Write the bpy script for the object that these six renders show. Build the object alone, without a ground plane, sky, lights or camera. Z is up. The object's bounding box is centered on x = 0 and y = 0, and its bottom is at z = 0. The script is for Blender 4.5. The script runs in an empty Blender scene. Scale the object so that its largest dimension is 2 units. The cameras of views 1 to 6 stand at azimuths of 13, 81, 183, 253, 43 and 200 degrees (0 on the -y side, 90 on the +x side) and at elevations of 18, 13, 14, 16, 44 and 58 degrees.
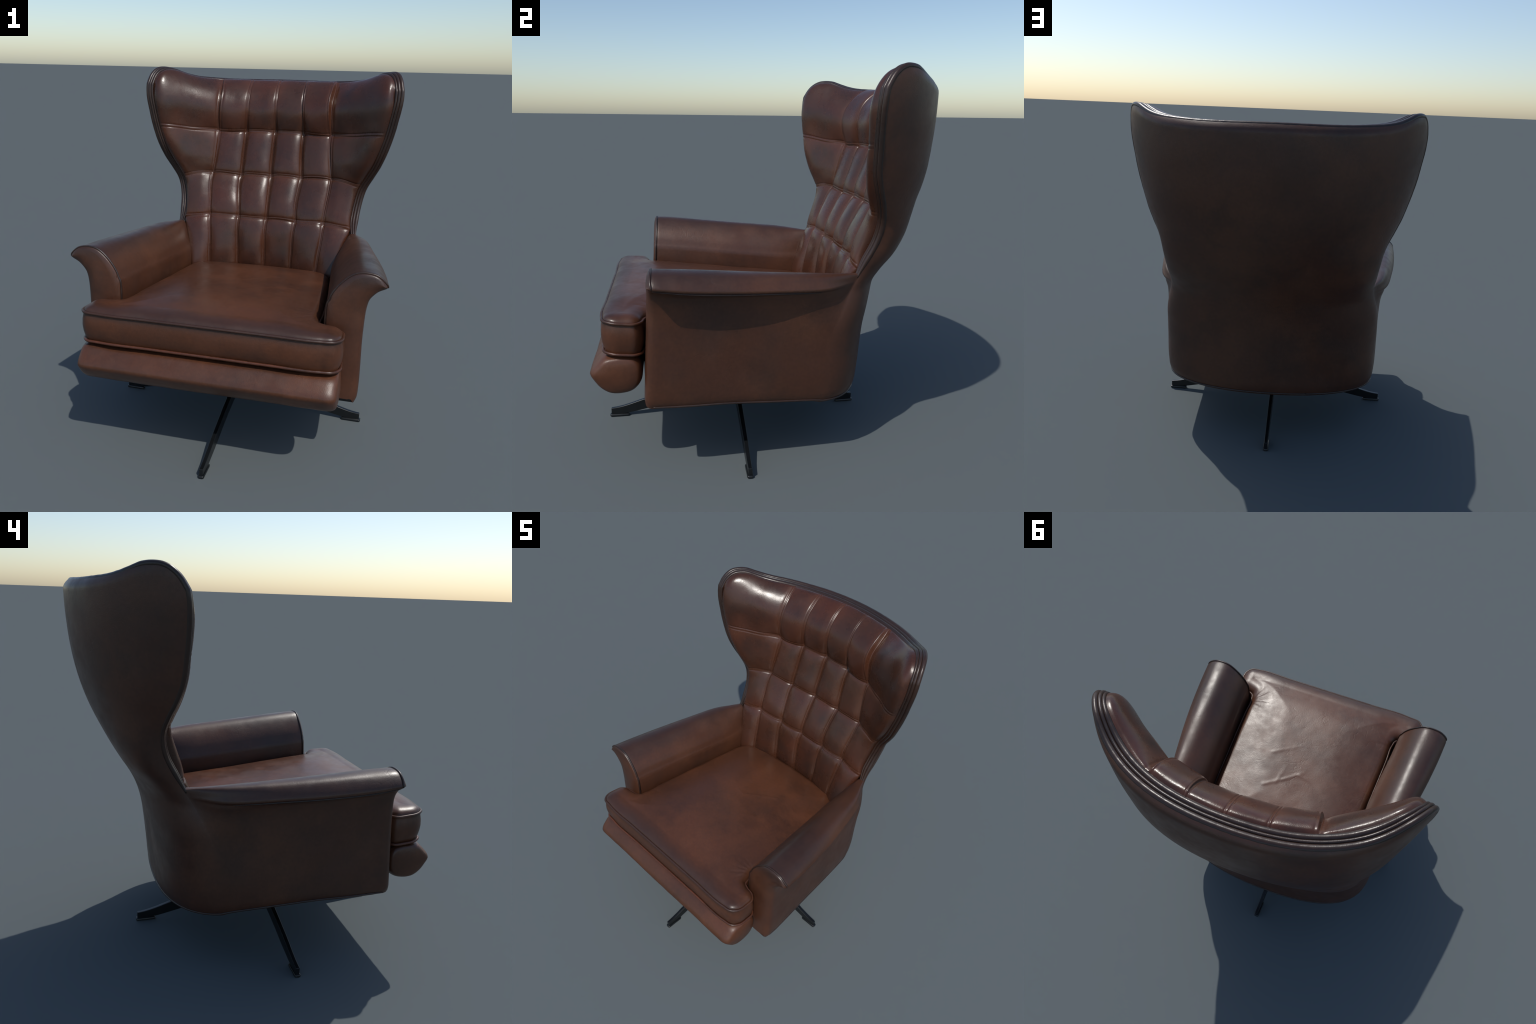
import bpy, bmesh, math, random
import numpy as np
from mathutils import Vector, noise

random.seed(7)
np.random.seed(7)

# ------------------------------------------------------------------ helpers
def hermite(xs, ys, x):
    """Cubic interpolation of table ys (n, k) over xs with smooth finite-difference tangents."""
    xs = np.asarray(xs, float)
    ys = np.asarray(ys, float)
    if ys.ndim == 1:
        ys = ys[:, None]
    d = np.diff(ys, axis=0) / np.diff(xs)[:, None]
    h = np.diff(xs)[:, None]
    m = np.empty_like(ys)
    m[0], m[-1] = d[0], d[-1]
    m[1:-1] = (d[:-1] * h[1:] + d[1:] * h[:-1]) / (h[1:] + h[:-1])
    x = np.clip(np.atleast_1d(np.asarray(x, float)), xs[0], xs[-1])
    i = np.clip(np.searchsorted(xs, x, side="right") - 1, 0, len(xs) - 2)
    w = (xs[i + 1] - xs[i])[:, None]
    t = ((x - xs[i])[:, None]) / w
    return ((2 * t**3 - 3 * t**2 + 1) * ys[i] + (t**3 - 2 * t**2 + t) * w * m[i]
            + (-2 * t**3 + 3 * t**2) * ys[i + 1] + (t**3 - t**2) * w * m[i + 1])


def unit(v):
    return v / np.maximum(np.linalg.norm(v, axis=-1, keepdims=True), 1e-9)


def smooth(t):
    t = np.clip(t, 0, 1)
    return t * t * (3 - 2 * t)


def make_mesh(name, verts, faces, mat, parent=None, flat=False, outward=True):
    me = bpy.data.meshes.new(name)
    me.from_pydata([tuple(map(float, v)) for v in verts], [], [tuple(f) for f in faces])
    bm = bmesh.new()
    bm.from_mesh(me)
    bmesh.ops.remove_doubles(bm, verts=bm.verts, dist=1e-6)
    bmesh.ops.dissolve_degenerate(bm, edges=bm.edges, dist=1e-7)
    if outward:
        bmesh.ops.recalc_face_normals(bm, faces=bm.faces)
    bm.to_mesh(me)
    bm.free()
    for p in me.polygons:
        p.use_smooth = not flat
    me.materials.append(mat)
    ob = bpy.data.objects.new(name, me)
    bpy.context.scene.collection.objects.link(ob)
    if parent:
        ob.parent = parent
    return ob


def grid_faces(nr, nc, off=0, wrap_c=False, wrap_r=False):
    f = []
    for r in range(nr if wrap_r else nr - 1):
        for c in range(nc if wrap_c else nc - 1):
            r2, c2 = (r + 1) % nr, (c + 1) % nc
            f.append((off + r * nc + c, off + r * nc + c2, off + r2 * nc + c2, off + r2 * nc + c))
    return f


def resample(path, n):
    path = np.asarray(path, float)
    s = np.concatenate([[0], np.cumsum(np.linalg.norm(np.diff(path, axis=0), axis=1))])
    return hermite(s, path, np.linspace(0, s[-1], n))


def tube(name, path, radius, mat, parent, closed=False, sides=12, taper=0.0, wobble=0.0):
    """Round cord following a path; radius may be one number or one per point."""
    p = np.asarray(path, float)
    n = len(p)
    rad = np.full(n, radius, float) if np.isscalar(radius) else np.asarray(radius, float)
    if closed:
        t = unit(np.roll(p, -1, 0) - np.roll(p, 1, 0))
    else:
        t = unit(np.gradient(p, axis=0))
        if taper:
            s = np.linspace(0, 1, n)
            rad = rad * np.sqrt(np.clip(np.minimum(s, 1 - s) / taper, 0.0004, 1))
    ref = np.array([0.13, 0.21, 0.97])
    a = ref - t[0] * (ref @ t[0])
    frames = []
    for i in range(n):
        a = a - t[i] * (a @ t[i])
        a = a / np.linalg.norm(a)
        frames.append((a.copy(), np.cross(t[i], a)))
    ang = np.linspace(0, 2 * math.pi, sides, endpoint=False)
    verts = []
    for i in range(n):
        u, v = frames[i]
        r = rad[i] * (1 + wobble * noise.noise(Vector(p[i]) * 40))
        for g in ang:
            verts.append(p[i] + r * (math.cos(g) * u + math.sin(g) * v))
    faces = grid_faces(n, sides, wrap_c=True, wrap_r=closed)
    if not closed:
        faces += [tuple(range(sides)), tuple(range((n - 1) * sides, n * sides))]
    return make_mesh(name, verts, faces, mat, parent)


# ------------------------------------------------------------------ materials
def leather(name, base, red, dark, rough=0.36, scale=1.0, bump=0.10, seed=0.0, rub=False, burnish=None, crease=0.07):
    m = bpy.data.materials.new(name)
    m.use_nodes = True
    nt = m.node_tree
    N, L = nt.nodes, nt.links
    bsdf = N["Principled BSDF"]
    tc = N.new("ShaderNodeTexCoord")
    mp = N.new("ShaderNodeMapping")
    mp.inputs["Location"].default_value = (seed, seed * 1.7, seed * 0.6)
    L.new(tc.outputs["Object"], mp.inputs["Vector"])

    def nz(sc, det, rgh=0.55):
        n = N.new("ShaderNodeTexNoise")
        n.inputs["Scale"].default_value = sc * scale
        n.inputs["Detail"].default_value = det
        n.inputs["Roughness"].default_value = rgh
        L.new(mp.outputs["Vector"], n.inputs["Vector"])
        return n.outputs["Fac"]

    def ramp(src, lo, hi, a=0.0, b=1.0):
        r = N.new("ShaderNodeMapRange")
        r.interpolation_type = "SMOOTHSTEP"
        r.inputs[1].default_value, r.inputs[2].default_value = lo, hi
        r.inputs[3].default_value, r.inputs[4].default_value = a, b
        L.new(src, r.inputs[0])
        return r.outputs[0]

    def math_(op, a, b=None):
        x = N.new("ShaderNodeMath")
        x.operation = op
        for k, q in enumerate((a, b)):
            if q is None:
                continue
            if hasattr(q, "is_output"):
                L.new(q, x.inputs[k])
            else:
                x.inputs[k].default_value = q
        return x.outputs[0]

    def mix(fac, c1, c2, mode="MIX"):
        x = N.new("ShaderNodeMix")
        x.data_type = "RGBA"
        x.blend_type = mode
        if hasattr(fac, "is_output"):
            L.new(fac, x.inputs[0])
        else:
            x.inputs[0].default_value = fac
        for k, c in ((6, c1), (7, c2)):
            if hasattr(c, "is_output"):
                L.new(c, x.inputs[k])
            else:
                x.inputs[k].default_value = (*c, 1)
        return x.outputs[2]

    c = mix(ramp(nz(2.6, 5), 0.38, 0.64), base, red)
    c = mix(ramp(nz(3.4, 8, 0.62), 0.42, 0.74, 0, 0.9), c, dark)
    if rub:
        # the finish is rubbed through to tan along the sewn seams of the panels
        sp = N.new("ShaderNodeSeparateXYZ")
        L.new(tc.outputs["Object"], sp.inputs[0])
        ax = math_("ABSOLUTE", sp.outputs["X"])
        dx = math_("PINGPONG", ax, 0.0975)
        dx = math_("ADD", dx, math_("MULTIPLY", math_("MAXIMUM", math_("SUBTRACT", ax, 0.40), 0.0), 1.0))
        dz = None
        for zz in (1.053, 1.320, 1.600):
            q = math_("ABSOLUTE", math_("SUBTRACT", sp.outputs["Z"], zz))
            dz = q if dz is None else math_("MINIMUM", dz, q)
        wob = math_("MULTIPLY", math_("SUBTRACT", nz(9, 4), 0.5), 0.06)
        near_x = ramp(math_("ADD", dx, wob), 0.0, 0.065, 1, 0)
        near_z = ramp(math_("ADD", dz, wob), 0.0, 0.05, 1, 0)
        worn = math_("MAXIMUM", near_x, math_("MULTIPLY", near_z, 0.8))
        c = mix(math_("MULTIPLY", worn, 0.36), c, (0.098, 0.035, 0.016))
    if burnish:
        # hands and legs have darkened and polished the hide here
        axis, lo, hi, amount, above = burnish
        sp2 = N.new("ShaderNodeSeparateXYZ")
        L.new(tc.outputs["Object"], sp2.inputs[0])
        pos = math_("ADD", sp2.outputs[axis], math_("MULTIPLY", math_("SUBTRACT", nz(6, 5), 0.5), 0.07))
        if hi < lo:
            pos, lo, hi = math_("MULTIPLY", pos, -1.0), -lo, -hi
        f = math_("MULTIPLY", ramp(pos, lo, hi), amount)
        if above is not None:
            f = math_("MULTIPLY", f, ramp(sp2.outputs["Z"], above - 0.02, above + 0.01))
        c = mix(f, c, (0.022, 0.013, 0.011))
    fine = ramp(nz(60, 6, 0.7), 0.3, 0.7, 0.90, 1.09)
    g = N.new("ShaderNodeVectorMath")
    g.operation = "SCALE"
    L.new(c, g.inputs[0])
    L.new(fine, g.inputs["Scale"])
    L.new(g.outputs[0], bsdf.inputs["Base Color"])
    L.new(ramp(nz(7, 6, 0.65), 0.3, 0.7, rough - 0.07, rough + 0.08), bsdf.inputs["Roughness"])
    bsdf.inputs["IOR"].default_value = 1.5
    bsdf.inputs["Specular IOR Level"].default_value = 0.5
    # fine grain of the hide
    v = N.new("ShaderNodeTexVoronoi")
    v.inputs["Scale"].default_value = 230
    L.new(mp.outputs["Vector"], v.inputs["Vector"])
    b1 = N.new("ShaderNodeBump")
    b1.inputs["Strength"].default_value = bump
    b1.inputs["Distance"].default_value = 0.002
    L.new(v.outputs["Distance"], b1.inputs["Height"])
    b2 = N.new("ShaderNodeBump")
    b2.inputs["Strength"].default_value = 0.09
    b2.inputs["Distance"].default_value = 0.006
    L.new(nz(20, 5, 0.6), b2.inputs["Height"])
    L.new(b1.outputs[0], b2.inputs["Normal"])
    # network of fine branching creases, stronger in some patches
    wv = N.new("ShaderNodeTexNoise")
    wv.inputs["Scale"].default_value = 6
    wv.inputs["Detail"].default_value = 4
    L.new(mp.outputs["Vector"], wv.inputs["Vector"])
    ad = N.new("ShaderNodeMix")
    ad.data_type = "VECTOR"
    ad.inputs[0].default_value = 0.22
    L.new(mp.outputs["Vector"], ad.inputs[4])
    L.new(wv.outputs["Color"], ad.inputs[5])
    vc = N.new("ShaderNodeTexVoronoi")
    vc.feature = "DISTANCE_TO_EDGE"
    vc.inputs["Scale"].default_value = 12
    L.new(ad.outputs[1], vc.inputs["Vector"])
    line = ramp(vc.outputs["Distance"], 0.0, 0.07, 0, 1)
    patch = ramp(nz(3.7, 3), 0.48, 0.66, 0, crease)
    b3 = N.new("ShaderNodeBump")
    b3.inputs["Distance"].default_value = 0.004
    L.new(patch, b3.inputs["Strength"])
    L.new(line, b3.inputs["Height"])
    L.new(b2.outputs[0], b3.inputs["Normal"])
    L.new(b3.outputs[0], bsdf.inputs["Normal"])
    return m


def plain(name, col, rough, metallic=0.0):
    m = bpy.data.materials.new(name)
    m.use_nodes = True
    nt = m.node_tree
    b = nt.nodes["Principled BSDF"]
    b.inputs["Metallic"].default_value = metallic
    tc = nt.nodes.new("ShaderNodeTexCoord")
    n = nt.nodes.new("ShaderNodeTexNoise")
    n.inputs["Scale"].default_value = 30
    nt.links.new(tc.outputs["Object"], n.inputs["Vector"])
    r = nt.nodes.new("ShaderNodeMapRange")
    r.inputs[3].default_value, r.inputs[4].default_value = rough - 0.05, rough + 0.08
    nt.links.new(n.outputs["Fac"], r.inputs[0])
    nt.links.new(r.outputs[0], b.inputs["Roughness"])
    x = nt.nodes.new("ShaderNodeMix")
    x.data_type = "RGBA"
    x.inputs[6].default_value = (*[c * 0.8 for c in col], 1)
    x.inputs[7].default_value = (*[c * 1.2 for c in col], 1)
    nt.links.new(n.outputs["Fac"], x.inputs[0])
    nt.links.new(x.outputs[2], b.inputs["Base Color"])
    return m


BROWN, RED, DARK = (0.060, 0.023, 0.011), (0.078, 0.025, 0.012), (0.034, 0.016, 0.010)
M_BODY = leather("leather_body", (0.064, 0.0240, 0.0125), (0.084, 0.0315, 0.0150), (0.044, 0.0192, 0.0115), seed=1.0, rough=0.42)
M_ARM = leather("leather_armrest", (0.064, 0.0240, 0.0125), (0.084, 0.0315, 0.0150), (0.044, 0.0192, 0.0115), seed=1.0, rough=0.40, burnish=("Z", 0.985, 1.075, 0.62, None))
M_TUFT = leather("leather_tufted", (0.050, 0.0195, 0.0105), (0.064, 0.021, 0.011), (0.028, 0.014, 0.010), seed=4.0, rough=0.28, rub=True, crease=0.03)
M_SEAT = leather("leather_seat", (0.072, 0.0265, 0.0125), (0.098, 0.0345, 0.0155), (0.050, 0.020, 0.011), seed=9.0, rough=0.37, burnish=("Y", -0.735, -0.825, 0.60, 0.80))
M_EDGE = leather("leather_dark_trim", (0.026, 0.014, 0.010), (0.036, 0.017, 0.011), (0.018, 0.011, 0.009), seed=2.0, rough=0.34, crease=0.0)
M_WELT = leather("leather_red_welt", (0.085, 0.028, 0.014), (0.100, 0.031, 0.015), DARK, seed=3.0, rough=0.34)
M_UNDER = plain("underside_cloth", (0.012, 0.012, 0.013), 0.8)
M_METAL = plain("black_metal", (0.006, 0.007, 0.008), 0.30, 0.0)

chair = bpy.data.objects.new("wingback_swivel_chair", None)
bpy.context.scene.collection.objects.link(chair)
chair["label"] = "brown leather wingback swivel armchair with tufted back and black metal star base"
chair["category"] = "armchair"

# ------------------------------------------------------------------ outer shell: plan section by height
# z, back y at centre, first handle x, second handle (x, y), end of section (x, y)
SECTION = np.array([
    (0.340, 0.508, 0.43, 0.618, 0.405, 0.637, 0.23),
    (0.380, 0.519, 0.45, 0.632, 0.424, 0.650, 0.24),
    (0.430, 0.523, 0.46, 0.634, 0.432, 0.655, 0.25),
    (0.600, 0.538, 0.47, 0.642, 0.445, 0.658, 0.25),
    (0.700, 0.550, 0.47, 0.642, 0.450, 0.655, 0.27),
    (0.794, 0.568, 0.47, 0.637, 0.465, 0.647, 0.31),
    (0.870, 0.590, 0.46, 0.618, 0.470, 0.630, 0.345),
    (0.931, 0.615, 0.44, 0.599, 0.474, 0.611, 0.378),
    (1.000, 0.650, 0.41, 0.594, 0.550, 0.598, 0.420),
    (1.080, 0.694, 0.41, 0.611, 0.638, 0.602, 0.467),
    (1.180, 0.750, 0.43, 0.622, 0.680, 0.613, 0.513),
    (1.290, 0.806, 0.45, 0.628, 0.676, 0.641, 0.525),
    (1.360, 0.835, 0.48, 0.637, 0.664, 0.677, 0.507),
    (1.430, 0.858, 0.51, 0.663, 0.668, 0.713, 0.480),
    (1.490, 0.874, 0.52, 0.683, 0.674, 0.737, 0.460),
    (1.640, 0.901, 0.53, 0.706, 0.672, 0.782, 0.442),
    (1.720, 0.909, 0.53, 0.719, 0.676, 0.798, 0.438),
    (1.850, 0.916, 0.52, 0.733, 0.681, 0.817, 0.439),
    (1.920, 0.916, 0.51, 0.738, 0.686, 0.816, 0.450),
    (2.020, 0.912, 0.49, 0.745, 0.688, 0.810, 0.470)])
ROOT_Z = 1.0
TOP_F = [0, 0.30, 0.40, 0.50, 0.60, 0.68, 0.76, 0.82, 0.88, 0.93, 0.97, 1.0]
TOP_Z = [1.930, 1.930, 1.935, 1.942, 1.956, 1.973, 1.989, 1.991, 1.986, 1.968, 1.937, 1.893]


def ztop(f):
    return hermite(TOP_F, TOP_Z, np.abs(f))[:, 0]


def shell(f, z, inset=True):
    """Point on the outside of the chair: f = 0 at the middle of the back, +-1 at the front edge of the wing."""
    f = np.atleast_1d(np.asarray(f, float))
    z = np.broadcast_to(np.asarray(z, float), f.shape)
    s, a = np.sign(f), np.abs(f)
    c = hermite(SECTION[:, 0], SECTION[:, 1:], z)
    b0, b1, b2, b3 = (1 - a)**3, 3 * a * (1 - a)**2, 3 * a * a * (1 - a), a**3
    x = b1 * c[:, 1] + b2 * c[:, 2] + b3 * c[:, 4]
    y = (b0 + b1) * c[:, 0] + b2 * c[:, 3] + b3 * c[:, 5]
    if inset:
        d = np.clip(1 - (ztop(a) - z) / 0.045, 0, 1)
        y = y - 0.030 * d**1.8 * (1 - a**3)
    hem = 0.018 * (1 - smooth(a / 0.8)) * np.clip(1 - (z - 0.34) / 0.12, 0, 1)
    return np.stack([s * x, y, z - hem], 1)


# rows shared by the back and the arms below the wing roots
def spread(a, b, n):
    return list(np.linspace(a, b, n, endpoint=False))


Z_LOW = np.array(spread(0.340, 0.43, 6) + spread(0.43, 0.90, 14) + spread(0.90, 0.93, 3)
                 + spread(0.93, 0.972, 10) + spread(0.972, ROOT_Z, 7) + [ROOT_Z])
NLOW = len(Z_LOW)            # 41 rows, index 40 is the wing root
NUP = 66
F_HALF = np.sin(np.linspace(0, 1, 46) * math.pi / 2) * 0.55 + np.linspace(0, 1, 46) * 0.45
F_ALL = np.concatenate([-F_HALF[:0:-1], F_HALF])
NC = len(F_ALL)

verts, index = [], {}
def put(p):
    verts.append(np.asarray(p, float))
    return len(verts) - 1

back = np.zeros((NLOW + NUP, NC), int)
tops = ztop(F_ALL)
for r in range(NLOW + NUP):
    if r < NLOW:
        z = np.full(NC, Z_LOW[r])
    else:
        t = (r - NLOW + 1) / NUP
        z = ROOT_Z + (tops - ROOT_Z) * (1 - (1 - t)**1.15)
    for c, p in enumerate(shell(F_ALL, z)):
        back[r, c] = put(p)

# ------------------------------------------------------------------ armrests as profiles along y
ROWS = np.array([0, 3, 6, 14, 20, 23, 26, 29, 31, 33, 36, 40, 44, 48, 52, 56, 60, 64])
NR = 65

def arm_profile(xs, zb, zc, xt, zt, xr, zr, xi):
    """Outer foot, side, crease, curled lip, crest, inner face."""
    w = xr - xi
    pts = [(xs - 0.018, zb), (xs - 0.004, zb + 0.035), (xs, zb + 0.10), (xs, zb + 0.72 * (zc - 0.04 - zb)), (xs + 0.010, zc - 0.045),
           (xs + 0.023, zc - 0.006), (xs + 0.011 + 0.5 * (xt - xs - 0.011), zc + 0.62 * (zt - 0.010 - zc)), (xt - 0.009, zt - 0.011), (xt, zt),
           (xt - 0.010, zt + 0.30 * (zr - zt)), (xr + 0.55 * (xt - xr), zt + 0.80 * (zr - zt)), (xr, zr),
           (xr - 0.27 * w, zr - 0.007), (xr - 0.51 * w, zr - 0.037), (xr - 0.755 * w, zr - 0.09), (xr - 0.915 * w, zr - 0.15),
           (xi, zr - 0.24), (xi + 0.004, zb + 0.01)]
    return hermite(ROWS, np.array(pts), np.arange(NR))

def arm_keys():
    root = np.zeros((NR, 3))
    root[:NLOW] = shell(np.ones(NLOW), Z_LOW)
    inner = np.array([root[40], (0.583, 0.412, 1.004), (0.560, 0.402, 0.998), (0.535, 0.395, 0.955), (0.508, 0.39, 0.875), (0.482, 0.38, 0.78), (0.47, 0.36, 0.37)])
    root[40:] = hermite([40, 44, 48, 52, 56, 60, 64], inner, np.arange(40, NR))
    keys = [root]
    for y, *prm in [(0.15, 0.667, 0.356, 0.930, 0.712, 0.960, 0.660, 1.027, 0.478),
                    (-0.02, 0.683, 0.369, 0.940, 0.760, 0.976, 0.682, 1.044, 0.495),
                    (-0.25, 0.702, 0.386, 0.950, 0.800, 0.992, 0.703, 1.064, 0.513),
                    (-0.45, 0.718, 0.393, 0.958, 0.824, 1.010, 0.718, 1.081, 0.531),
                    (-0.580, 0.730, 0.402, 0.965, 0.833, 1.027, 0.730, 1.090, 0.541)]:
        prof = arm_profile(*prm)
        yy = y + np.clip((root[:, 1] - 0.25) * (0.30 if y > 0 else 0.0), -0.02, 0.08)
        keys.append(np.stack([prof[:, 0], yy, prof[:, 1]], 1))
    # front edge: rounded over, broad on the outer side, tight along the top
    last = keys[-1]
    r = np.arange(NR)
    rad = np.interp(r, [0, 20, 27, 40, 58, 64], [0.030, 0.034, 0.012, 0.006, 0.008, 0.030])
    last[:, 1] -= np.clip((1.06 - last[:, 2]) * 0.052, 0, 0.04) - np.interp(r, [24, 30, 34], [0, 0.008, 0])
    tan = np.gradient(last[:, [0, 2]], axis=0)
    for _ in range(3):
        tan[1:-1] = (tan[:-2] + 2 * tan[1:-1] + tan[2:]) / 4
    tan = unit(tan)
    inward = np.stack([-tan[:, 1], tan[:, 0]], 1)
    for q in range(10):
        inward[q] = unit(np.array([[-0.35 - 0.65 * q / 9, 0.9 * (1 - q / 9)]]))
    for q in range(58, 65):
        g = (q - 58) / 6
        inward[q] = unit(np.array([[1 - 0.8 * g, 0.95 * g]]))
    front = []
    for a in (30, 60, 90):
        s, c = math.sin(math.radians(a)), 1 - math.cos(math.radians(a))
        p = last.copy()
        p[:, 1] -= 0.032 * s
        p[:, 0] += inward[:, 0] * rad * c
        p[:, 2] += inward[:, 1] * rad * c
        front.append(p)
    return keys, front

KEYS, FRONT = arm_keys()
kv = [0, 0.30, 0.48, 0.70, 0.88, 1.0]
NV = 44
VV = np.linspace(0, 1, NV)
flatkeys = np.array([k.reshape(-1) for k in KEYS])
ARM = hermite(kv, flatkeys, VV).reshape(NV, NR, 3)
ARM = np.concatenate([ARM, np.array(FRONT)], 0)       # stations x rows x 3
# soft drag folds over the top of each arm
def fold(p, a, b, amp, width):
    a, b = np.array(a), np.array(b)
    d = b - a
    t = np.clip(((p - a) @ d) / (d @ d), 0, 1)
    q = a + t[:, None] * d
    dist = np.linalg.norm(p - q, axis=1)
    return amp * np.exp(-(dist / width)**2) * np.sin(np.pi * np.clip(t, 0.02, 0.98))**0.5

faces_back = grid_faces(NLOW + NUP, NC)
faces_back = [tuple(back.reshape(-1)[list(f)]) for f in faces_back]
# inner lip of the shell, turned in under the cords
arm_faces = {1: [], -1: []}
arm_ids = {}
for side, col in ((1, NC - 1), (-1, 0)):
    ids = np.zeros((len(ARM), NR), int)
    for k in range(len(ARM)):
        for r in range(NR):
            if k == 0 and r < NLOW:
                ids[k, r] = back[r, col]
            else:
                x, y, z = ARM[k, r]
                ids[k, r] = put((side * x, y, z))
    fl = grid_faces(len(ARM), NR)
    arm_faces[side] += [tuple(ids.reshape(-1)[list(f)]) for f in fl]
    # front panel: ladder between the outer and the inner half of the last profile
    n_l = 34
    last = ARM[-1]
    o = hermite(np.arange(NR), last, np.linspace(0, 31, n_l))
    i = hermite(np.arange(NR), last, np.linspace(64, 31, n_l))
    o_id = [ids[-1, min(31, k)] for k in range(32)]
    lad = []
    LW = 8
    rows_o = list(range(0, 32))
    rows_i = [64 - k for k in range(0, 33)]
    rows_i = [64 - round(k * 33 / 31) for k in range(32)]
    for k in range(31):
        a, b = last[rows_o[k]], last[rows_i[k]]
        row = []
        for w in range(LW + 1):
            t = w / LW
            p = a * (1 - t) + b * t
            p = p + np.array([0, -0.007 * math.sin(math.pi * t), 0])
            row.append(ids[-1, rows_o[k]] if w == 0 else ids[-1, rows_i[k]] if w == LW else put((side * p[0], p[1], p[2])))
        lad.append(row)
    for k in range(30):
        for w in range(LW):
            arm_faces[side].append((lad[k][w], lad[k][w + 1], lad[k + 1][w + 1], lad[k + 1][w]))
        gap = list(range(rows_i[k], rows_i[k + 1] - 1, -1))
        if len(gap) > 2:
            for g in range(len(gap) - 2):
                arm_faces[side].append((ids[-1, gap[g]], ids[-1, gap[g + 1]], lad[k + 1][LW]))
    tip = [ids[-1, 31]] + [ids[-1, q] for q in range(32, rows_i[30] + 1)]
    for w in range(LW):
        arm_faces[side].append((lad[30][w], lad[30][w + 1], ids[-1, 31]))
    for q in range(31, rows_i[30] - 0):
        if q + 1 <= rows_i[30] and q != 31:
            arm_faces[side].append((ids[-1, q], ids[-1, q + 1], ids[-1, 31]))
    arm_ids[side] = ids

# one smooth body, then separated by region with the normals of the whole
V = np.array(verts)
whole = bpy.data.meshes.new("body_whole")
all_faces = faces_back + arm_faces[1] + arm_faces[-1]
tag = [0] * len(faces_back) + [1] * len(arm_faces[1]) + [2] * len(arm_faces[-1])
whole.from_pydata([tuple(v) for v in V], [], all_faces)
bm = bmesh.new()
bm.from_mesh(whole)
lay = bm.faces.layers.int.new("part")
for f, t in zip(bm.faces, tag):
    f[lay] = t
bmesh.ops.recalc_face_normals(bm, faces=bm.faces)
bm.faces.ensure_lookup_table()
probe = [f for f in bm.faces if f[lay] == 0 and abs(f.calc_center_median().x) < 0.05 and 0.5 < f.calc_center_median().z < 0.8]
if sum(f.normal.y for f in probe) < 0:
    bmesh.ops.reverse_faces(bm, faces=bm.faces)
bm.normal_update()
bm.verts.ensure_lookup_table()
vn = [v.normal.copy() for v in bm.verts]
for t, nm in ((0, "backrest_shell"), (1, "armrest"), (2, "armrest")):
    used, fl = {}, []
    for f in bm.faces:
        if f[lay] == t:
            fl.append([used.setdefault(v.index, len(used)) for v in f.verts])
    me = bpy.data.meshes.new(nm)
    order = sorted(used, key=used.get)
    me.from_pydata([bm.verts[k].co[:] for k in order], [], fl)
    for p in me.polygons:
        p.use_smooth = True
    me.normals_split_custom_set_from_vertices([vn[k][:] for k in order])
    me.materials.append(M_BODY if t == 0 else M_ARM)
    ob = bpy.data.objects.new(nm, me)
    bpy.context.scene.collection.objects.link(ob)
    ob.parent = chair
    if t == 0:
        SHELL_OB = ob
    elif t == 1:
        ARM_R = ob
    else:
        ARM_L = ob
bm.free()
bpy.data.meshes.remove(whole)

# ------------------------------------------------------------------ rim of the wing back: path and frames
def rim_half():
    zs = np.linspace(0.985, 1.893, 90)
    f1 = np.ones(90)
    fs = np.concatenate([np.linspace(1, 0.9, 26)[1:], np.linspace(0.9, 0, 80)[1:]])
    F = np.concatenate([f1, fs])
    Z = np.concatenate([zs, ztop(fs)])
    P = shell(F, Z)
    e = 1e-3
    du = shell(np.minimum(F, 1), Z, False) - shell(F - e, Z, False)
    dz = shell(F, Z + e, False) - shell(F, Z - e, False)
    nrm = unit(np.cross(du, dz))
    nrm[nrm[:, 1] < 0] *= 1
    return P, nrm, F

P_H, N_H, F_H = rim_half()
if N_H[-1, 1] < 0:
    N_H = -N_H
tilt = (1 - smooth((1 - F_H) / 0.45))[:, None]
want = unit(np.array([[0.86, 0.50, 0.05]]))
N_H = unit(N_H * (1 - tilt) + want * tilt)
def mirror(path):
    q = path[::-1][1:].copy()
    q[:, 0] *= -1
    return np.concatenate([path, q])

RIM = mirror(P_H)
RIMN = N_H[::-1][1:].copy()
RIMN[:, 0] *= -1
RIMN = np.concatenate([N_H, RIMN])
T = unit(np.gradient(RIM, axis=0))
RIMB = unit(np.cross(RIMN, T))
if RIMB[len(RIMB) // 2, 2] < 0:
    RIMB = -RIMB
RIMF = np.concatenate([F_H, F_H[::-1][1:]])
on_top = smooth((1 - RIMF) / 0.5)          # 0 on the wing sides, 1 along the top of the back
s_rim = np.concatenate([[0], np.cumsum(np.linalg.norm(np.diff(RIM, axis=0), axis=1))])
root_w = smooth(np.minimum(s_rim, s_rim[-1] - s_rim) / 0.12)
root_w = 0.55 + 0.45 * root_w


def rim_path(n_side, n_top, b, b_top=None):
    n = (n_side + (n_top - n_side) * on_top) * root_w
    b = (b + ((b if b_top is None else b_top) - b) * on_top)[:, None]
    return RIM + RIMN * n[:, None] + RIMB * b

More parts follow.
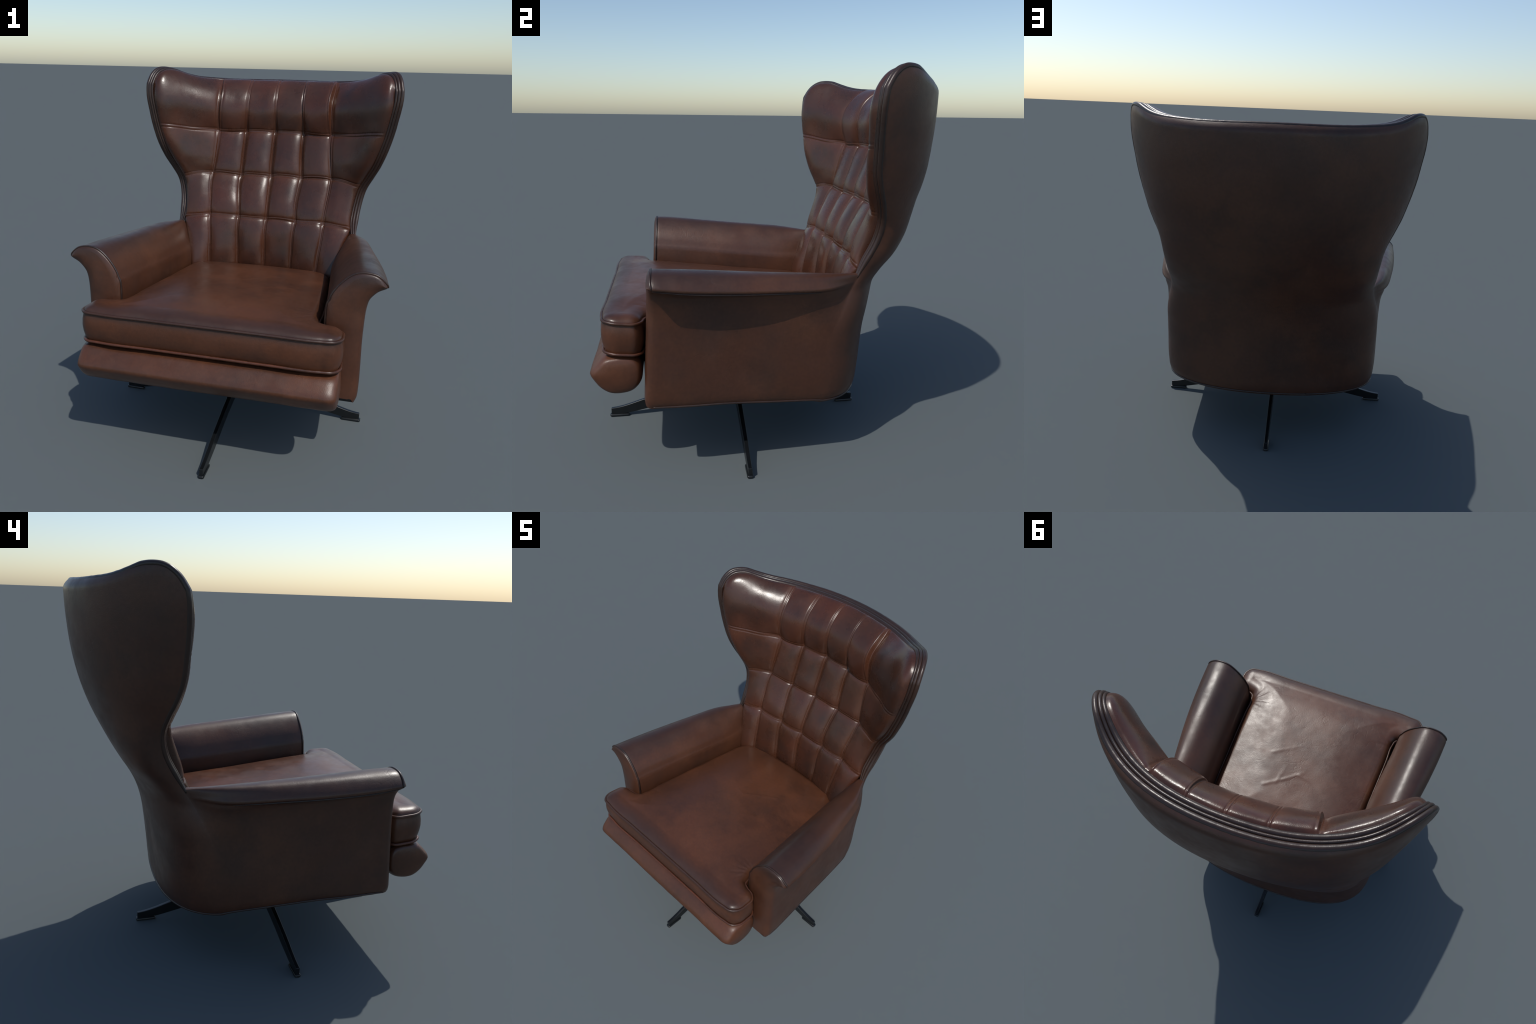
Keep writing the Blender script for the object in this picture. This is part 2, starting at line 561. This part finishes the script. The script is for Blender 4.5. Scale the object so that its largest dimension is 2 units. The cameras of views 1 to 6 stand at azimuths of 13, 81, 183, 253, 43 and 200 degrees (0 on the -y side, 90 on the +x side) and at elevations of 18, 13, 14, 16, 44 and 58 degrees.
def cord(name, n_side, n_top, b, b_top, r_side, r_top, mat, wob=0.04):
    path = rim_path(n_side, n_top, b, b_top)
    rad = (r_side + (r_top - r_side) * on_top) * root_w
    s = np.concatenate([[0], np.cumsum(np.linalg.norm(np.diff(path, axis=0), axis=1))])
    u = np.linspace(0, s[-1], 420)
    return tube(name, hermite(s, path, u), np.interp(u, s, rad), mat, SHELL_OB, sides=14, wobble=wob)

cord("rim_roll", -0.0105, -0.0105, 0.0015, -0.0120, 0.0130, 0.0175, M_EDGE)
cord("piping", -0.0310, -0.0345, 0.0015, -0.0050, 0.0100, 0.0090, M_EDGE)
cord("piping", -0.0465, -0.0580, -0.004, -0.0120, 0.0085, 0.0170, M_EDGE)
# backing strip under the cords
strip = [rim_path(0.0, 0.0, -0.006), rim_path(-0.03, -0.03, -0.007), rim_path(-0.062, -0.075, -0.016), rim_path(-0.066, -0.08, -0.05)]
nv = len(RIM)
make_mesh("rim_lining", np.concatenate(strip), grid_faces(len(strip), nv), M_EDGE, SHELL_OB, outward=False)

# ------------------------------------------------------------------ tufted back cushion
INNER_H = (P_H + N_H * (-0.053 * (root_w[:len(P_H)])[:, None] - (0.018 * on_top[:len(P_H)])[:, None]) - RIMB[:len(P_H)] * 0.004)
side_part = INNER_H[:90]
k_corner = 92
side_col = INNER_H[:k_corner + 1]
top_row = INNER_H[k_corner:][::-1]           # from the middle of the back to the wing corner

B_KEYS = [0, 1, 2, 3, 3.5, 4]
CTRL = {  # base surface (bottoms of the seams): a = 0, 1, 2 are seam lines, 2.5 the middle of the wing
    0.0: [(0, 0.396, 0.70), (0, 0.453, 1.053), (0, 0.569, 1.317), (0, 0.661, 1.599), (0, 0.684, 1.78)],
    1.0: [(0.185, 0.389, 0.70), (0.190, 0.446, 1.050), (0.203, 0.562, 1.316), (0.195, 0.650, 1.598), (0.194, 0.674, 1.78)],
    2.0: [(0.360, 0.340, 0.70), (0.386, 0.432, 1.051), (0.402, 0.545, 1.321), (0.384, 0.607, 1.597), (0.384, 0.624, 1.78)],
    2.5: [(0.430, 0.302, 0.70), (0.478, 0.425, 1.040), (0.505, 0.527, 1.315), (0.572, 0.540, 1.615), (0.588, 0.535, 1.79)],
}
sidez = side_col[:, 2]
def side_at(z):
    s = np.concatenate([[0], np.cumsum(np.linalg.norm(np.diff(side_col, axis=0), axis=1))])
    return hermite(s, side_col, np.interp(z, sidez[:91], s[:91]))
SIDE_B = [(0.470, 0.290, 0.70), tuple(side_at(1.03)[0]), tuple(side_at(1.305)[0]), tuple(side_at(1.635)[0]), tuple(side_at(1.79)[0]), tuple(side_col[-1])]
top_x = top_row[:, 0]
s_top = np.concatenate([[0], np.cumsum(np.linalg.norm(np.diff(top_row, axis=0), axis=1))])
s_a = np.array([0, np.interp(0.19, top_x, s_top), np.interp(0.39, top_x, s_top), 0, s_top[-1]])
s_a[3] = 0.5 * (s_a[2] + s_a[4])
A_KEYS = [0, 1, 2, 2.5, 3]
def top_at(a):
    return hermite(s_top, top_row, hermite(A_KEYS, s_a, a)[:, 0])

def base(a, b):
    """Base surface of the cushion; a in [0, 3], b in [0, 4]."""
    a, b = np.broadcast_arrays(np.asarray(a, float), np.asarray(b, float))
    a, b = a.ravel(), b.ravel()
    cols = []
    for k in (0.0, 1.0, 2.0, 2.5):
        pts = np.array(CTRL[k] + [tuple(top_at(k)[0])])
        cols.append(hermite(B_KEYS, pts, b))
    z_s = hermite(B_KEYS, np.array(SIDE_B)[:, 2], b)[:, 0]
    col_s = hermite(B_KEYS, np.array(SIDE_B), b)
    m = (b >= 1) & (b <= 3.5)
    col_s[m] = side_at(z_s[m])
    cols.append(col_s)
    C = np.array(cols)                         # 5 x n x 3
    mir = C[1].copy()
    mir[:, 0] *= -1
    allc = np.concatenate([mir[None], C])
    keys = np.array([-1] + A_KEYS, float)
    out = np.empty((len(a), 3))
    d = np.diff(allc, axis=0) / np.diff(keys)[:, None, None]
    h = np.diff(keys)[:, None, None]
    M = np.empty_like(allc)
    M[0], M[-1] = d[0], d[-1]
    M[1:-1] = (d[:-1] * h[1:] + d[1:] * h[:-1]) / (h[1:] + h[:-1])
    i = np.clip(np.searchsorted(keys, a, side="right") - 1, 0, len(keys) - 2)
    w = (keys[i + 1] - keys[i])[:, None]
    t = ((a - keys[i])[:, None]) / w
    n = np.arange(len(a))
    out = ((2 * t**3 - 3 * t**2 + 1) * allc[i, n] + (t**3 - 2 * t**2 + t) * w * M[i, n]
           + (-2 * t**3 + 3 * t**2) * allc[i + 1, n] + (t**3 - t**2) * w * M[i + 1, n])
    # along the top follow the rim exactly
    row4 = hermite(A_KEYS, np.array([tuple(top_at(k)[0]) for k in A_KEYS]), a)
    out += (top_at(a) - row4) * smooth((b - 3.5) / 0.5)[:, None]
    return out

def cell_samples(n_cells, lo_detail=True):
    t = np.array([0, 0.012, 0.024, 0.036, 0.048, 0.062, 0.080, 0.105, 0.14, 0.19, 0.25, 0.32, 0.40])
    t = np.concatenate([t, [0.5], 1 - t[:0:-1]])
    return np.concatenate([c + t for c in range(n_cells)] + [[n_cells]])

def pillow(t, skew=0.0):
    t = np.clip(t, 0, 1)
    t = t**(1 + skew)
    return np.clip(1 - np.abs(2 * t - 1)**2.6, 0, 1)**0.62

A_S = cell_samples(3)
B_S = cell_samples(4)
AA = np.concatenate([-A_S[:0:-1], A_S])
na, nb = len(AA), len(B_S)
ga, gb = np.meshgrid(AA, B_S)
ga, gb = ga.ravel(), gb.ravel()
sgn = np.where(ga < 0, -1.0, 1.0)
P0 = base(np.abs(ga), gb)
e = 0.01
def safe(a, b):
    return base(np.clip(a, 0, 3), np.clip(b, 0, 4))
Da = safe(np.abs(ga) + e, gb) - safe(np.abs(ga) - e, gb)
Db = safe(np.abs(ga), gb + e) - safe(np.abs(ga), gb - e)
Nn = unit(np.cross(Da, Db))
Nn[Nn[:, 1] > 0] *= -1
P0[:, 0] *= sgn
P0[:, 0] += np.array([0.009 * noise.noise(Vector((x * 5, 3.3, z * 6))) for x, y, z in P0]) * (1 - smooth(np.abs(ga) - 2)) * smooth((4 - gb) * 3)
P0[:, 2] += np.array([0.008 * noise.noise(Vector((x * 6, 8.1, z * 5))) for x, y, z in P0]) * (1 - smooth(np.abs(ga) - 2)) * smooth((4 - gb) * 3)
Nn[:, 0] *= sgn
ab = np.abs(ga)
ca = np.minimum(np.floor(ab), 2)
cb = np.minimum(np.floor(gb), 3)
ta, tb = ab - ca, gb - cb
H = np.array([0.036, 0.034, 0.047, 0.066])[cb.astype(int)]
wide = (ca == 2)
rng = np.random.default_rng(5)
vary = 1 + 0.14 * rng.standard_normal((6, 4))
H = H * vary[(np.where(ga < 0, 2 - ca, 3 + ca)).astype(int), cb.astype(int)]
H = np.where(wide & (cb >= 1), np.interp(gb, [1, 1.8, 2.4, 3.0, 3.3, 3.7, 4], [0.033, 0.040, 0.054, 0.052, 0.050, 0.056, 0.056]) * (0.78 + 0.45 * ta), H)
pa = pillow(ta)
pa_last = np.clip(1 - np.clip(ta, 0, 1)**10, 0, 1)**0.5
pb = pillow(tb, -0.06)
pb = np.where(cb == 3, np.clip(1 - tb**5.5, 0, 1)**0.5 * np.clip(1 - np.clip(1 - tb / 0.55, 0, 1)**2.1, 0, 1)**0.62, pb)
seam3 = np.exp(-((gb - 3) / 0.5)**2)
seam2 = np.exp(-((gb - 2) / 0.4)**2)
wingness = smooth((ab - 2.05) / 0.35)
pb = pb + (1 - pb) * wingness * np.clip(0.82 * seam3 + 0.45 * seam2, 0, 0.85)
floor_v = np.interp(gb, [0, 1, 1.5, 2.9, 3.1, 3.3, 3.6, 4], [0.25, 0.12, 0.02, 0.02, 0.30, 0.68, 0.90, 0.96])
keep = np.where(wide, pa_last * (0.30 + 0.70 * np.clip(ta / 0.3, 0, 1)**0.5), floor_v + (1 - floor_v) * pa)
scallop = np.where(wide, np.clip(ta / 0.5, 0, 1)**0.6 * pa_last, pa)
low_edge = np.where((cb == 0) & (tb < 0.5), 0.0, np.where((cb == 3) & (tb > 0.5), 0.0, 0.5))
disp = H * (pb * keep + (1 - pb) * low_edge * scallop)
# sewn welts on the seams: a thin cord between two grooves
def welt(d):
    return 0.0018 * np.exp(-(d / 0.0045)**2) - 0.0026 * np.exp(-((d - 0.0085) / 0.0034)**2)
la = np.minimum(ta, 1 - ta) * 0.195
la = np.where((ca == 2) & (ta > 0.5), 1.0, la)
lb = np.minimum(tb, 1 - tb) * 0.27
lb = np.where(((cb == 0) & (tb < 0.5)) | ((cb == 3) & (tb > 0.5)), 1.0, lb)
disp = disp - 0.007 * np.exp(-(np.hypot(np.where(la > 0.9, 0.05, la), lb) / 0.028)**2)
disp = disp + welt(la) + welt(lb) * np.clip(la / 0.008, 0.3, 1)
# small drag wrinkles in the hide
for k in range(len(disp)):
    q = Vector(P0[k])
    disp[k] += 0.0030 * noise.noise(q * 8.0) + 0.0008 * noise.noise(q * 26.0)
PC = P0 + Nn * disp[:, None]
cush = make_mesh("back_cushion", PC, grid_faces(nb, na), M_TUFT, chair, outward=False)
sm = cush.modifiers.new("smooth", "SUBSURF")
sm.levels = sm.render_levels = 1

# ------------------------------------------------------------------ seat cushion (T shaped)
def outline():
    """Half plan outline of the seat, from the middle of the front round to the middle of the rear."""
    pts = [(0, -0.842), (0.30, -0.842), (0.56, -0.840), (0.625, -0.828), (0.650, -0.795), (0.655, -0.730), (0.650, -0.688), (0.622, -0.662), (0.565, -0.650),
           (0.526, -0.634), (0.512, -0.590), (0.510, -0.48), (0.496, -0.15), (0.476, 0.15), (0.458, 0.28), (0.425, 0.335), (0.36, 0.370), (0.20, 0.390), (0, 0.398)]
    p = np.array(pts)
    s = np.concatenate([[0], np.cumsum(np.linalg.norm(np.diff(p, axis=0), axis=1))])
    return p, s

OP, OS = outline()
def half_outline(n):
    u = np.linspace(0, OS[-1], n)
    return hermite(OS, OP, u)
ho = half_outline(300)
ring = np.concatenate([ho, (ho[::-1] * [-1, 1])[1:-1]])       # closed, starts mid front, runs to +x
RN = len(ring)
tg = unit(np.roll(ring, -1, 0) - np.roll(ring, 1, 0))
out_n = np.stack([tg[:, 1], -tg[:, 0]], 1)

def seat_z(y):
    return 0.822 - 0.105 * (y + 0.842)

def dist_outline(p):
    d = np.full(len(p), 9.0)
    a = ring
    b = np.roll(ring, -1, 0)
    for k in range(RN):
        ab_ = b[k] - a[k]
        t = np.clip(((p - a[k]) @ ab_) / (ab_ @ ab_ + 1e-12), 0, 1)
        d = np.minimum(d, np.linalg.norm(p - (a[k] + t[:, None] * ab_), axis=1))
    return d

def seat_top(p):
    d = dist_outline(p)
    front = 1 - smooth((p[:, 1] + 0.80) / 0.24)
    t = np.clip(d / (0.048 + 0.055 * front), 0, 1)
    z = seat_z(p[:, 1]) + 0.040 * (1 - (1 - t)**2.4)**0.55
    z += 0.030 * np.sin(np.clip(d / 0.34, 0, 1) * np.pi / 2) + 0.008 * smooth((p[:, 1] + 0.1) / 0.4) - front * t * (0.011 + 0.015 * smooth((np.abs(p[:, 0]) - 0.34) / 0.2))
    # creases drawn in by the arms and by sitting
    for (ax, ay), (bx, by), amp, w in [((0.50, -0.57), (0.41, -0.67), -0.0040, 0.006), ((0.50, -0.56), (0.38, -0.62), -0.0035, 0.005), ((0.50, -0.55), (0.36, -0.565), -0.0030, 0.005),
                                       ((0.50, -0.54), (0.39, -0.51), -0.0030, 0.005), ((0.50, -0.58), (0.46, -0.70), -0.0035, 0.006), ((0.17, 0.02), (0.05, -0.07), 0.0020, 0.010),
                                       ((0.07, -0.05), (-0.06, -0.16), 0.0017, 0.009), ((0.10, -0.02), (0.08, -0.16), 0.0018, 0.008), ((-0.02, -0.12), (-0.10, -0.10), 0.0016, 0.007),
                                       ((-0.50, -0.57), (-0.40, -0.64), -0.0030, 0.006), ((-0.50, -0.55), (-0.40, -0.54), -0.0025, 0.005), ((0.20, -0.22), (0.02, -0.34), 0.0010, 0.010)]:
        a, b = np.array((ax, ay)), np.array((bx, by))
        dd = b - a
        tt = np.clip(((p - a) @ dd) / (dd @ dd), 0, 1)
        q = a + tt[:, None] * dd
        z += amp * np.exp(-(np.linalg.norm(p - q, axis=1) / w)**2) * (1 - tt)**0.6
    for k in range(len(p)):
        q = Vector((p[k, 0], p[k, 1], 0))
        z[k] += t[k] * (0.0016 * noise.noise(q * 4.0) + 0.0005 * noise.noise(q * 15.0))
    return z

seat_v, seat_f = [], []
k0 = int(np.argmin(np.abs(ho[:, 0] - 0.57) + 10 * (ho[:, 1] > -0.8)))            # front corner
k1 = int(np.argmin(np.abs(ho[:, 0] - 0.40) + 10 * (ho[:, 1] < 0.3)))             # rear corner
side_pts = ho[k0:k1 + 1]
half_f = ho[:k0 + 1, 0]
half_b = ho[k1:, 0][::-1]
fr_f = np.concatenate([-half_f[:0:-1], half_f]) / half_f[-1]
NX = len(fr_f)
fr_b = np.interp(np.linspace(0, 1, k0 + 1), np.linspace(0, 1, len(half_b)), half_b)
fr_mid = np.sin(np.linspace(-1, 1, NX) * math.pi / 2)
dense = []
for k, (x, y) in enumerate(side_pts):
    v = k / (len(side_pts) - 1)
    blend = smooth(np.array([k / 20.0]))[0]
    fr = fr_f * (1 - blend) + fr_mid * blend
    xs_ = fr * x
    ys_ = np.full(NX, y)
    ys_ += (np.interp(np.abs(xs_), half_f, ho[:k0 + 1, 1]) - side_pts[0, 1]) * (1 - blend)
    wb = smooth(np.array([(v - 0.75) / 0.25]))[0]
    rear = np.interp(np.abs(xs_), half_b, ho[k1:, 1][::-1]) - side_pts[-1, 1]
    ys_ += rear * wb
    dense.append(np.stack([xs_, ys_], 1))
rows_top = np.array(dense)
NYT = len(rows_top)
flat2 = rows_top.reshape(-1, 2)
seat_v += list(np.column_stack([flat2, seat_top(flat2)]))
seat_f += grid_faces(NYT, NX)
# the boundary of that sheet is the ring the boxing hangs from
b_ids = [(NX // 2) + k for k in range(NX // 2 + 1)]
b_ids += [r * NX + NX - 1 for r in range(1, NYT)]
b_ids += [(NYT - 1) * NX + k for k in range(NX - 2, -1, -1)]
b_ids += [r * NX for r in range(NYT - 2, -1, -1)]
b_ids += list(range(1, NX // 2))
ring = flat2[b_ids]
RN = len(ring)
tg = unit(np.roll(ring, -1, 0) - np.roll(ring, 1, 0))
for _ in range(4):
    tg = unit(np.roll(tg, 1, 0) + 2 * tg + np.roll(tg, -1, 0))
out_n = np.stack([tg[:, 1], -tg[:, 0]], 1)
# side boxing, then the underside
SIDE = [(-0.001, -0.004), (0.004, -0.022), (0.009, -0.048), (0.011, -0.078), (0.008, -0.108), (0.002, -0.134), (-0.004, -0.148), (-0.006, -0.158), (-0.03, -0.176), (-0.12, -0.184)]
off = len(seat_v)
prev = 0
base_i = list(b_ids)
for o_, dz_ in SIDE:
    r2 = ring + out_n * o_
    start = len(seat_v)
    seat_v += list(np.column_stack([r2, seat_z(ring[:, 1]) + dz_]))
    for c in range(RN):
        c2 = (c + 1) % RN
        seat_f.append((base_i[c], base_i[c2], start + c2, start + c))
    base_i = list(range(start, start + RN))
half = RN // 2
for c in range(half):
    a, b = c, c + 1
    m1, m2 = (RN - a) % RN, (RN - b) % RN
    quad = [base_i[a], base_i[b], base_i[m2], base_i[m1]]
    quad = list(dict.fromkeys(quad))
    if len(quad) > 2:
        seat_f.append(tuple(quad))
def ear_shift(v):
    v = np.array(v, float)
    v[..., 0] -= 0.013 * smooth((np.abs(v[..., 0]) - 0.53) / 0.07)
    return v
seat_v = [ear_shift(v) for v in seat_v]
seat = make_mesh("seat_cushion", seat_v, seat_f, M_SEAT, chair)
for dz_, o_, r_ in ((-0.001, 0.004, 0.0072), (-0.155, 0.003, 0.0072)):
    pth = np.column_stack([ring + out_n * o_, seat_z(ring[:, 1]) + dz_])
    tube("seat_welt", ear_shift(pth), r_, M_WELT if dz_ < -0.1 else M_SEAT, seat, closed=True, sides=10, wobble=0.08)

# ------------------------------------------------------------------ lower front cushion
LOOP = np.array([(-0.908, 0.555), (-0.903, 0.568), (-0.872, 0.605), (-0.838, 0.634), (-0.790, 0.644), (-0.720, 0.642), (-0.690, 0.632), (-0.664, 0.600), (-0.658, 0.550), (-0.668, 0.498),
                 (-0.702, 0.460), (-0.750, 0.446), (-0.815, 0.451), (-0.864, 0.483), (-0.892, 0.522), (-0.905, 0.545)])
n_lp = 64
cl = np.concatenate([LOOP[-3:], LOOP, LOOP[:4]])
sl = np.concatenate([[0], np.cumsum(np.linalg.norm(np.diff(cl, axis=0), axis=1))])
prof = hermite(sl, cl, np.linspace(sl[3], sl[3 + len(LOOP)], n_lp, endpoint=False))
cen = np.array([-0.765, 0.55])
fx = np.concatenate([-np.linspace(0.60, 0, 36)[:-1], np.linspace(0, 0.60, 36)])
lv = []
stations = []
for a in np.radians([80, 66, 52, 38, 26, 13]):
    stations.append((-0.600 - 0.055 * math.sin(a), 1 - 0.20 * (1 - math.cos(a))))
stations += [(x, 1.0) for x in fx]
for a in np.radians([13, 26, 38, 52, 66, 80]):
    stations.append((0.600 + 0.055 * math.sin(a), 1 - 0.20 * (1 - math.cos(a))))
for x, s in stations:
    for q in prof:
        p = cen + (q - cen) * s
        dy = 0.003 * noise.noise(Vector((x * 4, q[0] * 6, q[1] * 6))) + 0.0012 * noise.noise(Vector((x * 16, q[0] * 12, q[1] * 12)))
        dd = unit((q - cen)[None])[0]
        lv.append((x, p[0] + dd[0] * dy, p[1] + dd[1] * dy))
ns = len(stations)
lf = grid_faces(ns, n_lp, wrap_c=True)
for end, idx in ((-1, 0), (1, ns - 1)):
    prev_i = list(range(idx * n_lp, (idx + 1) * n_lp))
    x0, s0 = stations[idx]
    for k, (sc, dx) in enumerate([(0.92, 0.003), (0.6, 0.008), (0.25, 0.011)]):
        start = len(lv)
        for q in prof:
            p = cen + (q - cen) * s0 * sc
            lv.append((x0 + end * dx, p[0], p[1]))
        for c in range(n_lp):
            c2 = (c + 1) % n_lp
            lf.append((prev_i[c], prev_i[c2], start + c2, start + c))
        prev_i = list(range(start, start + n_lp))
    lf.append(tuple(prev_i))
lv = [ear_shift(v) for v in lv]
lower = make_mesh("lower_front_cushion", lv, lf, M_SEAT, chair)

# ------------------------------------------------------------------ trims on the arms and the lower edge
def mir(path, side):
    q = np.array(path, float)
    q[:, 0] *= side
    return q

for side, par in ((1, ARM_R), (-1, ARM_L)):
    # welt round the front of the arm: from the lip over the crest and down the inner side
    w = resample(hermite(np.arange(NR), ARM[NV - 1 + 1], np.linspace(30, 62, 120)), 110)
    w = w + np.array([0, -0.004, 0])
    tube("arm_welt", mir(w, side), 0.0058, M_EDGE, par, sides=10, taper=0.03)
    # welt under the curled lip, fading out toward the back
    lip = ARM[4:NV, 29][::-1]
    k_end = int(len(lip) * 0.80)
    lip = np.concatenate([ARM[NV:NV + 1, 29], lip[:k_end]])
    lip = resample(lip + np.array([-0.002, 0, -0.003]), 90)
    tube("lip_welt", mir(lip, side), 0.0055, M_EDGE, par, sides=10, taper=0.25)

foot = np.concatenate([ARM[:NV][::-1, 1][:-1], shell(F_ALL[::-1], np.full(NC, 0.352))[1:-1], ARM[:NV, 1][1:] * [-1, 1, 1]])
foot_path = resample(foot + np.array([0, 0, -0.002]), 300)
tube("hem_welt", foot_path, 0.006, M_EDGE, SHELL_OB, sides=10, taper=0.02)

# closed underside and the hidden seat box
rim_b = np.concatenate([ARM[::-1, 0], shell(F_HALF[::-1], np.full(len(F_HALF), 0.340))[1:]])
nb_ = len(rim_b)
uv_, uf_ = [], []
for p in rim_b:
    uv_.append((p[0] - 0.004, p[1] - 0.003, p[2] + 0.004))
for p in rim_b:
    uv_.append((-p[0] + 0.004, p[1] - 0.003, p[2] + 0.004))
for k in range(nb_ - 1):
    uf_.append((k, k + 1, nb_ + k + 1, nb_ + k))
make_mesh("underside", uv_, uf_, M_UNDER, chair, outward=False)


def box(name, lo, hi, mat, parent, bevel=0.0):
    x0, y0, z0 = lo
    x1, y1, z1 = hi
    v = [(x0, y0, z0), (x1, y0, z0), (x1, y1, z0), (x0, y1, z0), (x0, y0, z1), (x1, y0, z1), (x1, y1, z1), (x0, y1, z1)]
    f = [(0, 3, 2, 1), (4, 5, 6, 7), (0, 1, 5, 4), (1, 2, 6, 5), (2, 3, 7, 6), (3, 0, 4, 7)]
    ob = make_mesh(name, v, f, mat, parent, flat=True)
    if bevel:
        b = ob.modifiers.new("bevel", "BEVEL")
        b.width, b.segments = bevel, 3
    return ob

box("seat_base", (-0.52, -0.655, 0.42), (0.52, 0.36, 0.585), M_UNDER, chair, 0.02)

# ------------------------------------------------------------------ swivel star base
HUB_X, HUB_Y = -0.011, -0.144
base_ob = bpy.data.objects.new("star_base", None)
bpy.context.scene.collection.objects.link(base_ob)
base_ob.parent = chair

def lathe(name, prof_, mat, parent, n=40):
    v, f = [], []
    for r, z in prof_:
        for k in range(n):
            a = 2 * math.pi * k / n
            v.append((HUB_X + r * math.cos(a), HUB_Y + r * math.sin(a), z))
    f = grid_faces(len(prof_), n, wrap_c=True)
    f += [tuple(range(n)), tuple(range((len(prof_) - 1) * n, len(prof_) * n))]
    return make_mesh(name, v, f, mat, parent)

col = lathe("column", [(0.030, 0.100), (0.048, 0.104), (0.052, 0.112), (0.052, 0.205), (0.046, 0.214), (0.030, 0.218), (0.028, 0.225), (0.028, 0.330), (0.11, 0.334), (0.115, 0.340), (0.115, 0.352)], M_METAL, base_ob)
col.modifiers.new("split", "EDGE_SPLIT").split_angle = math.radians(40)

rr = np.array([0.035, 0.15, 0.28, 0.40, 0.50, 0.56, 0.62, 0.67, 0.71, 0.744])
leg_top = np.array([0.204, 0.186, 0.162, 0.136, 0.112, 0.096, 0.077, 0.063, 0.055, 0.051])
leg_bot = np.array([0.120, 0.116, 0.098, 0.072, 0.046, 0.033, 0.021, 0.013, 0.010, 0.010])
us = np.linspace(rr[0], rr[-1], 48)
lt, lb_ = hermite(rr, leg_top, us)[:, 0], hermite(rr, leg_bot, us)[:, 0]
lgv = []
for u, t, b in zip(us, lt, lb_):
    w = 0.014 - 0.004 * u / 0.744
    lgv += [(u, -w, b), (u, w, b), (u, w, t), (u, -w, t)]
lgf = grid_faces(len(us), 4, wrap_c=True) + [(0, 1, 2, 3), tuple(range(4 * len(us) - 4, 4 * len(us)))]
leg0 = None
for k in range(4):
    if leg0 is None:
        leg0 = make_mesh("leg", lgv, lgf, M_METAL, base_ob, flat=True)
        for p in leg0.data.polygons:
            p.use_smooth = True
        lg = leg0
    else:
        lg = bpy.data.objects.new("leg", leg0.data)
        bpy.context.scene.collection.objects.link(lg)
        lg.parent = base_ob
    bv = lg.modifiers.new("bevel", "BEVEL")
    bv.width, bv.segments, bv.limit_method, bv.angle_limit = 0.0025, 2, "ANGLE", math.radians(50)
    ws = lg.modifiers.new("wn", "WEIGHTED_NORMAL")
    lg.location = (HUB_X, HUB_Y, 0)
    lg.rotation_euler = (0, 0, math.pi / 2 * k)

pad_mesh = None
pv = []
for (z, g) in ((0.0, -0.003), (0.0025, 0), (0.0115, 0), (0.014, -0.0025)):
    n = 8
    for cx_, cy_, a0 in ((0.742, 0.006, 0), (0.648, 0.006, 90), (0.648, -0.006, 180), (0.742, -0.006, 270)):
        for q in range(n):
            a = math.radians(a0 + 90 * q / (n - 1))
            r = 0.010 + g
            pv.append((cx_ + r * math.cos(a), cy_ + r * math.sin(a), z))
npd = len(pv) // 4
pf = grid_faces(4, npd, wrap_c=True) + [tuple(range(npd)), tuple(range(3 * npd, 4 * npd))]
for k in range(4):
    if pad_mesh is None:
        pd = make_mesh("foot_pad", pv, pf, M_METAL, base_ob)
        pad_mesh = pd.data
    else:
        pd = bpy.data.objects.new("foot_pad", pad_mesh)
        bpy.context.scene.collection.objects.link(pd)
        pd.parent = base_ob
    pd.modifiers.new("split", "EDGE_SPLIT").split_angle = math.radians(50)
    pd.location = (HUB_X, HUB_Y, 0)
    pd.rotation_euler = (0, 0, math.pi / 2 * k)
